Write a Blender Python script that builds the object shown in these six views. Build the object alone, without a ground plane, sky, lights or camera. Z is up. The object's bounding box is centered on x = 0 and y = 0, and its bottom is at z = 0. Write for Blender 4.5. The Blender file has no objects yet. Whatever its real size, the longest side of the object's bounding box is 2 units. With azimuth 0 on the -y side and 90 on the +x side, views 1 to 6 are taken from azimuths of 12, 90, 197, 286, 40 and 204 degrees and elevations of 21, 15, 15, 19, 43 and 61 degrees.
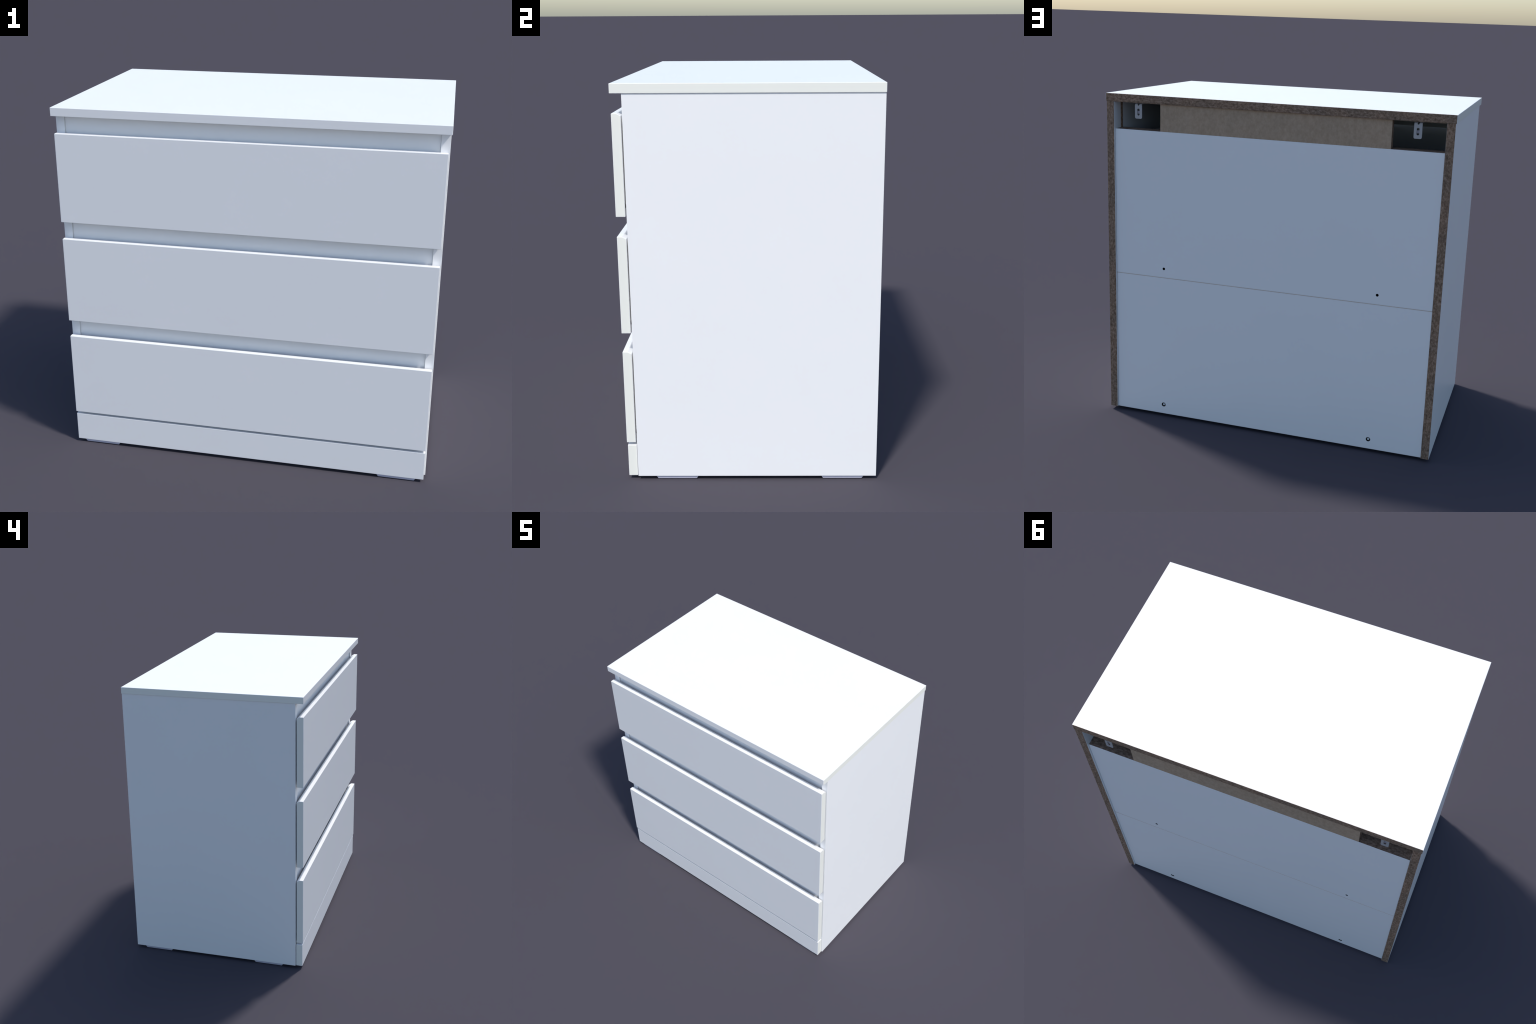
"""White three-drawer chest with raw chipboard back edges, built panel by panel.
Frame: metres, z up, drawers face -y, back faces +y."""
import bpy, bmesh, math
from mathutils import Vector

# --------------------------------------------------------------------------- sizes
HALF_W, HALF_D, TOP_Z = 1.000, 0.620, 1.9515      # outer extents of the table top
TOP_T = 0.0440                                    # top thickness
UNDER_TOP = TOP_Z - TOP_T
FOOT_H = 0.0175                                   # clearance under every panel
SIDE_OUT, SIDE_IN = 0.9950, 0.9495
SIDE_FRONT, SIDE_BACK = -0.5670, 0.6190
FRONT_HALF = 0.9878                               # drawer fronts
FRONT_Y0, FRONT_Y1 = -0.6183, -0.5742
DRAWER_H = 0.4762
DRAWER_Z = [1.3408, 0.7696, 0.1982]               # lower edges
PLINTH_HALF, PLINTH_Y0, PLINTH_Y1, PLINTH_TOP = 0.9868, -0.6142, -0.5702, 0.1828
RAIL_Y = -0.5560
BACK_Y, BACK_IN = 0.6070, 0.5120                  # rear panel, outer and inner plane
BACK_TOP, BACK_SEAM = 1.7505, 0.8868
BOARD_X0, BOARD_X1 = -0.6640, 0.6650              # raw fibreboard stretcher

# --------------------------------------------------------------------------- materials
def new_mat(name, rough=0.5, spec=0.5, metal=0.0):
    m = bpy.data.materials.new(name)
    m.use_nodes = True
    nt = m.node_tree
    b = nt.nodes["Principled BSDF"]
    b.inputs["Roughness"].default_value = rough
    b.inputs["Metallic"].default_value = metal
    b.inputs["Specular IOR Level"].default_value = spec
    return m, nt, b

def noise(nt, scale, detail=3.0, rough=0.55, stretch=(1, 1, 1)):
    co = nt.nodes.new("ShaderNodeTexCoord")
    mp = nt.nodes.new("ShaderNodeMapping")
    mp.inputs["Scale"].default_value = stretch
    nz = nt.nodes.new("ShaderNodeTexNoise")
    nz.inputs["Scale"].default_value = scale
    nz.inputs["Detail"].default_value = detail
    nz.inputs["Roughness"].default_value = rough
    nt.links.new(co.outputs["Object"], mp.inputs["Vector"])
    nt.links.new(mp.outputs["Vector"], nz.inputs["Vector"])
    return nz.outputs["Fac"]

def ramp(nt, fac, stops):
    r = nt.nodes.new("ShaderNodeValToRGB")
    el = r.color_ramp.elements
    while len(el) < len(stops):
        el.new(0.5)
    for e, (p, c) in zip(el, stops):
        e.position = p
        e.color = (*c, 1)
    nt.links.new(fac, r.inputs["Fac"])
    return r.outputs["Color"]

def lacquer(name, col, rough):
    """Foil / lacquer: one colour with a barely visible cloudiness."""
    m, nt, b = new_mat(name, rough, 0.7)
    lo = tuple(c * 0.994 for c in col)
    hi = tuple(min(1, c * 1.004) for c in col)
    c = ramp(nt, noise(nt, 3.0, 4.0), [(0.35, lo), (0.65, hi)])
    nt.links.new(c, b.inputs["Base Color"])
    bump = nt.nodes.new("ShaderNodeBump")
    bump.inputs["Strength"].default_value = 0.02
    bump.inputs["Distance"].default_value = 0.001
    nt.links.new(noise(nt, 220.0, 2.0), bump.inputs["Height"])
    nt.links.new(bump.outputs["Normal"], b.inputs["Normal"])
    return m

def chipboard(name, dark, mid, light, stretch, scale=95.0, bumpy=0.35, cloud=1.0):
    """Raw particle board: coarse flakes plus fine grit."""
    m, nt, b = new_mat(name, 0.92, 0.2)
    flakes = noise(nt, scale, 6.0, 0.72, stretch)
    col = ramp(nt, flakes, [(0.34, dark), (0.50, mid), (0.68, light)])
    tint = ramp(nt, noise(nt, 11.0, 2.0, 0.5, stretch),
                [(0.35, tuple(1 - cloud * d for d in (0.14, 0.12, 0.10))), (0.65, (1 + 0.08 * cloud, 1 + 0.03 * cloud, 1.0))])
    mix = nt.nodes.new("ShaderNodeMix")
    mix.data_type = "RGBA"
    mix.blend_type = "MULTIPLY"
    mix.inputs["Factor"].default_value = 1.0
    nt.links.new(col, mix.inputs["A"])
    nt.links.new(tint, mix.inputs["B"])
    nt.links.new(mix.outputs["Result"], b.inputs["Base Color"])
    bump = nt.nodes.new("ShaderNodeBump")
    bump.inputs["Strength"].default_value = bumpy
    bump.inputs["Distance"].default_value = 0.002
    nt.links.new(flakes, bump.inputs["Height"])
    nt.links.new(bump.outputs["Normal"], b.inputs["Normal"])
    return m

def plain(name, col, rough=0.5, metal=0.0, spec=0.5):
    m, nt, b = new_mat(name, rough, spec, metal)
    c = ramp(nt, noise(nt, 40.0, 2.0), [(0.3, tuple(x * 0.95 for x in col)), (0.7, col)])
    nt.links.new(c, b.inputs["Base Color"])
    return m

WHITE = lacquer("white_foil", (0.978, 0.982, 0.982), 0.3)
BAND = lacquer("white_edge_band", (0.95, 0.955, 0.88), 0.3)
INNER = lacquer("white_inner_foil", (0.74, 0.75, 0.77), 0.6)
CHIP_X = chipboard("raw_chipboard_lengthwise", (0.135, 0.089, 0.061), (0.272, 0.186, 0.130),
                   (0.45, 0.325, 0.245), (0.6, 1, 1))
CHIP_Z = chipboard("raw_chipboard_upright", (0.135, 0.089, 0.061), (0.272, 0.186, 0.130),
                   (0.45, 0.325, 0.245), (1, 1, 0.6))
FIBRE = chipboard("brown_fibreboard", (0.41, 0.30, 0.208), (0.465, 0.343, 0.243),
                  (0.52, 0.388, 0.28), (1, 1, 0.7), 60.0, 0.05, 0.25)
SEAM = plain("pale_fold_line", (0.74, 0.64, 0.57), 0.8)
STEEL = plain("zinc_plated_steel", (0.46, 0.445, 0.445), 0.55, 0.1)
BOLT = plain("dull_bolt_steel", (0.75, 0.80, 0.82), 0.45)
SOCKET = plain("dark_hole", (0.015, 0.013, 0.012), 0.9, 0.0, 0.1)
GLIDE = plain("pale_violet_plastic", (0.62, 0.62, 0.74), 0.5)
FELT = plain("grey_violet_washer", (0.36, 0.33, 0.37), 0.7)

# --------------------------------------------------------------------------- helpers
COLL = bpy.context.scene.collection
root = bpy.data.objects.new("chest_of_drawers", None)
root.empty_display_size = 0.2
COLL.objects.link(root)
root["label"] = "white chest with three wide drawers and raw chipboard back edges"
root["category"] = "chest of drawers"

def link(name, mesh, parent=root):
    o = bpy.data.objects.new(name, mesh)
    COLL.objects.link(o)
    o.parent = parent
    return o

DIRS = {"+x": Vector((1, 0, 0)), "-x": Vector((-1, 0, 0)), "+y": Vector((0, 1, 0)),
        "-y": Vector((0, -1, 0)), "+z": Vector((0, 0, 1)), "-z": Vector((0, 0, -1))}

def finish(bm, name, mats, parent=root, smooth=False):
    me = bpy.data.meshes.new(name)
    bm.normal_update()
    bm.to_mesh(me)
    bm.free()
    for m in mats:
        me.materials.append(m)
    # boards stay flat; only small turned parts are smoothed
    me.polygons.foreach_set("use_smooth", [smooth] * len(me.polygons))
    if smooth:
        me.set_sharp_from_angle(angle=math.radians(40))
    return link(name, me, parent)

def panel(name, x0, x1, y0, y1, z0, z1, mats, faces=None, bevel=0.0016, parent=root, segs=2, raw_back=None):
    """A board with rounded arrises; faces maps a direction to a material slot.
    raw_back = (slot, limit): the unfaced back edge, running over its small arrises too."""
    bm = bmesh.new()
    bmesh.ops.create_cube(bm, size=1.0)
    for v in bm.verts:
        v.co = Vector(((x0 + x1) / 2 + v.co.x * (x1 - x0), (y0 + y1) / 2 + v.co.y * (y1 - y0),
                       (z0 + z1) / 2 + v.co.z * (z1 - z0)))
    if bevel:
        bmesh.ops.bevel(bm, geom=bm.edges[:], offset=bevel, segments=segs, profile=0.5,
                        affect="EDGES")
    bm.normal_update()
    for f in bm.faces:
        f.material_index = 0
        for d, slot in (faces or {}).items():
            if f.normal.dot(DIRS[d]) > 0.999:
                f.material_index = slot
        if raw_back is not None and f.normal.y > 0.05 and abs(f.normal.x) < raw_back[1]:
            f.material_index = raw_back[0]
    return finish(bm, name, mats, parent)

def extrude_x(name, profile, half, mats, end_slot, bevel, parent=root):
    """Sweep a closed (y, z) profile along x and soften its sharp edges."""
    bm = bmesh.new()
    a = [bm.verts.new((-half, y, z)) for y, z in profile]
    b = [bm.verts.new((half, y, z)) for y, z in profile]
    n = len(profile)
    bm.faces.new(a)
    bm.faces.new(list(reversed(b)))
    for i in range(n):
        bm.faces.new((a[i], b[i], b[(i + 1) % n], a[(i + 1) % n]))
    bmesh.ops.recalc_face_normals(bm, faces=bm.faces[:])
    sharp = [e for e in bm.edges if e.calc_face_angle(0) > math.radians(35)]
    bmesh.ops.bevel(bm, geom=sharp, offset=bevel, segments=2, profile=0.5, affect="EDGES")
    bm.normal_update()
    for f in bm.faces:
        f.material_index = end_slot if abs(f.normal.x) > 0.999 else 0
    return finish(bm, name, mats, parent)

def disc(name, radius, y0, y1, x, z, mats, parent, sides=16, taper=1.0):
    """Short cylinder along y."""
    bm = bmesh.new()
    bmesh.ops.create_cone(bm, cap_ends=True, segments=sides, radius1=radius * taper, radius2=radius,
                          depth=y1 - y0)
    for v in bm.verts:
        c = v.co.copy()
        v.co = Vector((x + c.x, (y0 + y1) / 2 + c.z, z + c.y))
    bmesh.ops.recalc_face_normals(bm, faces=bm.faces[:])
    return finish(bm, name, mats, parent, True)

def bore(board, hole_x, hole_z, radius, depth, sides):
    """Sink a blind hole into the board's flat rear face: inset polygon, then a dark-walled shaft."""
    bm = bmesh.new()
    bm.from_mesh(board.data)
    faces = [f for f in bm.faces if f.normal.y > 0.999]
    rim = [(hole_x + radius * math.cos(2 * math.pi * (i + 0.5) / sides),
            hole_z + radius * math.sin(2 * math.pi * (i + 0.5) / sides)) for i in range(sides)]
    # cut the face into a grid around the hole, then replace the cell by a ring and a shaft
    pad = radius * 2
    for co, no in (((hole_x - pad, 0, 0), (1, 0, 0)), ((hole_x + pad, 0, 0), (1, 0, 0)),
                   ((0, 0, hole_z - pad), (0, 0, 1)), ((0, 0, hole_z + pad), (0, 0, 1))):
        faces = [f for f in bm.faces if f.normal.y > 0.999]
        geom = faces + list({e for f in faces for e in f.edges}) + list({v for f in faces for v in f.verts})
        bmesh.ops.bisect_plane(bm, geom=geom, plane_co=co, plane_no=no)
    cell = min((f for f in bm.faces if f.normal.y > 0.999),
               key=lambda f: (f.calc_center_median() - Vector((hole_x, BACK_Y, hole_z))).length)
    corners = [v for v in cell.verts]
    bm.faces.remove(cell)
    top = [bm.verts.new((x, BACK_Y, z)) for x, z in rim]
    low = [bm.verts.new((x, BACK_Y - depth, z)) for x, z in rim]
    ang = lambda v: math.atan2(v.co.z - hole_z, v.co.x - hole_x)
    corners.sort(key=ang)
    ring_v = sorted(top, key=ang)
    n = len(ring_v)
    made = []
    for k in range(len(corners)):                     # fan each side of the cell onto the rim
        c0, c1 = corners[k], corners[(k + 1) % len(corners)]
        a0, a1 = ang(c0), ang(c1)
        if a1 < a0:
            a1 += 2 * math.pi
        inside = [v for v in ring_v if a0 <= ang(v) <= a1 or a0 <= ang(v) + 2 * math.pi <= a1]
        inside.sort(key=lambda v: (ang(v) - a0) % (2 * math.pi))
        nxt = ring_v[(ring_v.index(inside[-1]) + 1) % n]
        made.append(bm.faces.new([c0, c1, nxt] + list(reversed(inside))))
    for i in range(sides):
        j = (i + 1) % sides
        made.append(bm.faces.new((top[i], top[j], low[j], low[i])))
        made[-1].material_index = 2
    made.append(bm.faces.new(low))
    made[-1].material_index = 2
    bmesh.ops.recalc_face_normals(bm, faces=bm.faces[:])
    bm.to_mesh(board.data)
    bm.free()

# --------------------------------------------------------------------------- carcass
panel("table_top", -HALF_W, HALF_W, -HALF_D, HALF_D, UNDER_TOP, TOP_Z,
      [WHITE, BAND, CHIP_X], {"+x": 1, "-x": 1, "+y": 2}, raw_back=(2, 0.05))
for s in (-1, 1):
    xa, xb = sorted((s * SIDE_IN, s * SIDE_OUT))
    panel("side_panel", xa, xb, SIDE_FRONT, SIDE_BACK, FOOT_H, UNDER_TOP - 0.0004,
          [WHITE, CHIP_Z, INNER], {"+y": 1, ("-x" if s > 0 else "+x"): 2}, 0.0015, raw_back=(1, 0.8))
    # raw strip (groove lining) on the inside of the side, just behind the back frame
    xs = sorted((s * (SIDE_IN - 0.0015), s * (SIDE_IN + 0.004)))
    panel("groove_strip", xs[0], xs[1], BACK_IN, BACK_IN + 0.025, BACK_TOP - 0.02, UNDER_TOP - 0.001,
          [CHIP_Z], bevel=0)

# stiffener under the top, its raw edge reads as the lower rim of the top's back edge
panel("top_stiffener", -SIDE_IN + 0.001, SIDE_IN - 0.001, -0.500, HALF_D - 0.0015, UNDER_TOP - 0.0022, UNDER_TOP + 0.002,
      [WHITE, CHIP_X], {"+y": 1}, 0)

# front cross rails that close the finger gaps above each drawer
RAIL_TOPS = [UNDER_TOP - 0.0006] + [z + 0.02 for z in DRAWER_Z[:2]]
for i, zt in enumerate(RAIL_TOPS):
    zb = DRAWER_Z[i] + DRAWER_H - 0.06
    panel("front_rail", -SIDE_IN + 0.0004, SIDE_IN - 0.0004, RAIL_Y, RAIL_Y + 0.045, zb, zt, [WHITE], bevel=0.0006)

# plinth
panel("plinth", -PLINTH_HALF, PLINTH_HALF, PLINTH_Y0, PLINTH_Y1, FOOT_H, PLINTH_TOP,
      [WHITE, BAND], {"+x": 1, "-x": 1}, 0.0018)
panel("plinth_brace", -SIDE_IN + 0.001, SIDE_IN - 0.001, SIDE_FRONT + 0.003, SIDE_FRONT + 0.045, FOOT_H + 0.002, 0.230, [WHITE])
panel("bottom_brace", -SIDE_IN + 0.001, SIDE_IN - 0.001, SIDE_FRONT + 0.046, BACK_IN - 0.002, 0.030, 0.062, [INNER])

# --------------------------------------------------------------------------- drawers
def drawer_profile(z0):
    """Section of a drawer front: square face, rear top edge eased into a finger grip."""
    z1 = z0 + DRAWER_H
    pts = [(FRONT_Y0, z0), (FRONT_Y0, z1), (-0.5945, z1)]
    for t in (0.15, 0.55, 1.0):                           # run-out slope down to the back face
        pts.append((-0.5945 + 0.0195 * t, z1 - 0.0100 * t ** 1.2))
    pts += [(FRONT_Y1, z1 - 0.0125), (FRONT_Y1, z0)]
    return pts

for z0 in DRAWER_Z:
    d = bpy.data.objects.new("drawer", None)
    COLL.objects.link(d)
    d.parent = root
    extrude_x("drawer_front", drawer_profile(z0), FRONT_HALF, [WHITE, BAND], 1, 0.0018, d)
    bx, by0, by1 = 0.905, FRONT_Y1 + 0.001, 0.406
    zb, zt = z0 + 0.032, z0 + 0.369
    for s in (-1, 1):
        xa, xb = sorted((s * bx, s * (bx - 0.03)))
        panel("drawer_side", xa, xb, by0, by1, zb, zt, [INNER], bevel=0.002, parent=d)
        disc("dowel_hole", 0.0108, FRONT_Y1 - 0.002, FRONT_Y1 + 0.0012, s * 0.963, z0 + 0.0480,
             [SOCKET], d, 12)
    panel("drawer_back", -bx + 0.031, bx - 0.031, by1 - 0.03, by1, zb, zt, [INNER], bevel=0.002, parent=d)
    panel("drawer_bottom", -bx + 0.031, bx - 0.031, by0, by1 - 0.031, zb + 0.01, zb + 0.022, [INNER], bevel=0.001, parent=d)

# --------------------------------------------------------------------------- back
XB = SIDE_IN - 0.0012
upper = panel("upper_back_panel", -XB, XB, BACK_IN, BACK_Y, BACK_SEAM + 0.0019, BACK_TOP,
              [WHITE, CHIP_X, SOCKET], {"+z": 1, "-z": 1, "-y": 1}, 0.0012)
lower = panel("lower_back_panel", -XB, XB, BACK_IN, BACK_Y, FOOT_H, BACK_SEAM - 0.0019,
              [WHITE, CHIP_X, SOCKET], {"+z": 1, "-z": 1, "-y": 1}, 0.0012)
panel("seam_strip", -XB + 0.002, XB - 0.002, BACK_IN + 0.02, BACK_Y + 0.0003, BACK_SEAM - 0.0017, BACK_SEAM + 0.0017, [SEAM], bevel=0)
HOLE_X, HOLE_Z, BOLT_Z = 0.6415, 0.9424, 0.0757
for s in (-1, 1):
    bore(upper, s * HOLE_X, HOLE_Z, 0.0085, 0.03, 8)
    bore(lower, s * HOLE_X, BOLT_Z, 0.0132, 0.016, 20)
    disc("bolt", 0.0066, BACK_Y - 0.0155, BACK_Y - 0.0035, s * HOLE_X, BOLT_Z, [BOLT], root, 20, 1.0)

panel("stretcher_board", BOARD_X0, BOARD_X1, BACK_Y - 0.048, BACK_Y - 0.0004, BACK_TOP + 0.0002, UNDER_TOP - 0.0026,
      [FIBRE, CHIP_Z], {"+x": 1, "-x": 1}, 0.0008)

# --------------------------------------------------------------------------- wall brackets
def plate_outline(w, z0, z1, r, notch):
    """Strap outline in (x, z): rounded foot, V-notch in the bent head."""
    h = w / 2
    pts = []
    for cx, a0 in ((h - r, -90), (-(h - r), 180)):
        arc = [(cx + r * math.cos(math.radians(a0 + 15 * i)), z0 + r + r * math.sin(math.radians(a0 + 15 * i)))
               for i in range(7)]
        pts += arc if cx > 0 else []
        if cx > 0:
            pts += [(h, z1), (notch, z1), (0, z1 - notch * 1.1), (-notch, z1), (-h, z1)]
        else:
            pts += arc
    return pts

def slot_outline(w, z0, z1):
    r = w / 2
    pts = [(r * math.cos(math.radians(a)), z1 - r * 0.55 + 0.55 * r * math.sin(math.radians(a))) for a in range(0, 181, 20)]
    pts += [(r * math.cos(math.radians(a)), z0 + r + r * math.sin(math.radians(a))) for a in range(180, 361, 20)]
    return pts

def wall_bracket(cx):
    cu = bpy.data.curves.new("bracket_plate", "CURVE")
    cu.dimensions = "2D"
    cu.fill_mode = "BOTH"
    cu.extrude = 0.0014
    cu.bevel_depth = 0.0006
    for pts in (plate_outline(0.0425, 1.8155, 1.8930, 0.0085, 0.0055), slot_outline(0.0150, 1.8325, 1.8725)):
        sp = cu.splines.new("POLY")
        sp.points.add(len(pts) - 1)
        for p, (x, z) in zip(sp.points, pts):
            p.co = (x, z, 0, 1)
        sp.use_cyclic_u = True
    tmp = bpy.data.objects.new("tmp", cu)
    COLL.objects.link(tmp)
    dg = bpy.context.evaluated_depsgraph_get()
    me = bpy.data.meshes.new_from_object(tmp.evaluated_get(dg))
    bpy.data.objects.remove(tmp)
    bpy.data.curves.remove(cu)
    for v in me.vertices:
        x, z, t = v.co
        v.co = (cx + x, BACK_Y - 0.002 + t, z)
    me.materials.clear()
    me.materials.append(STEEL)
    me.update()
    b = link("wall_bracket", me)
    # bent head: quarter turn from the upright strap to the underside of the top, in two tabs
    for s in (-1, 1):
        bm = bmesh.new()
        R = 0.0075
        path = [(BACK_Y - 0.002, 1.8925)]
        path += [(BACK_Y - 0.002 - R + R * math.cos(math.radians(a)), 1.8925 + R * math.sin(math.radians(a)))
                 for a in (15, 30, 45, 60, 75, 90)]
        path += [(BACK_Y - 0.070, 1.8925 + R)]
        xa, xb = sorted((cx + s * 0.0055, cx + s * 0.0212))
        rows = [(bm.verts.new((xa, y, z)), bm.verts.new((xb, y, z))) for y, z in path]
        for p, q in zip(rows, rows[1:]):
            bm.faces.new((p[0], p[1], q[1], q[0]))
        bmesh.ops.recalc_face_normals(bm, faces=bm.faces[:])
        bmesh.ops.solidify(bm, geom=bm.faces[:], thickness=0.0026)
        finish(bm, "bracket_tab", [STEEL], b)
    panel("bracket_washer", cx - 0.0068, cx + 0.0068, BACK_Y - 0.012, BACK_Y - 0.0045, 1.8430, 1.8590,
          [FELT], bevel=0.001, parent=b)

for cx in (0.8010, -0.8005):
    wall_bracket(cx)

# --------------------------------------------------------------------------- floor glides
def glide_mesh(length, width, height):
    bm = bmesh.new()
    secs = []
    for z, l, w in ((0.0, length - 0.024, width - 0.010), (0.0025, length - 0.019, width - 0.005),
                    (height, length, width)):
        secs.append([bm.verts.new((sx * l / 2, sy * w / 2, z)) for sx, sy in ((-1, -1), (1, -1), (1, 1), (-1, 1))])
    bm.faces.new(list(reversed(secs[0])))
    bm.faces.new(secs[-1])
    for p, q in zip(secs, secs[1:]):
        for i in range(4):
            j = (i + 1) % 4
            bm.faces.new((p[i], p[j], q[j], q[i]))
    bmesh.ops.recalc_face_normals(bm, faces=bm.faces[:])
    me = bpy.data.meshes.new("floor_glide")
    bm.to_mesh(me)
    bm.free()
    me.materials.append(GLIDE)
    return me

G = glide_mesh(0.212, 0.036, FOOT_H + 0.0005)
for x, y, rot in ((-0.840, -0.592, 0), (0.840, -0.592, 0),
                  (-0.9720, -0.372, 90), (0.9720, -0.372, 90), (-0.9720, 0.452, 90), (0.9720, 0.452, 90)):
    o = link("floor_glide", G)
    o.location = (x, y, 0)
    o.rotation_euler = (0, 0, math.radians(rot))
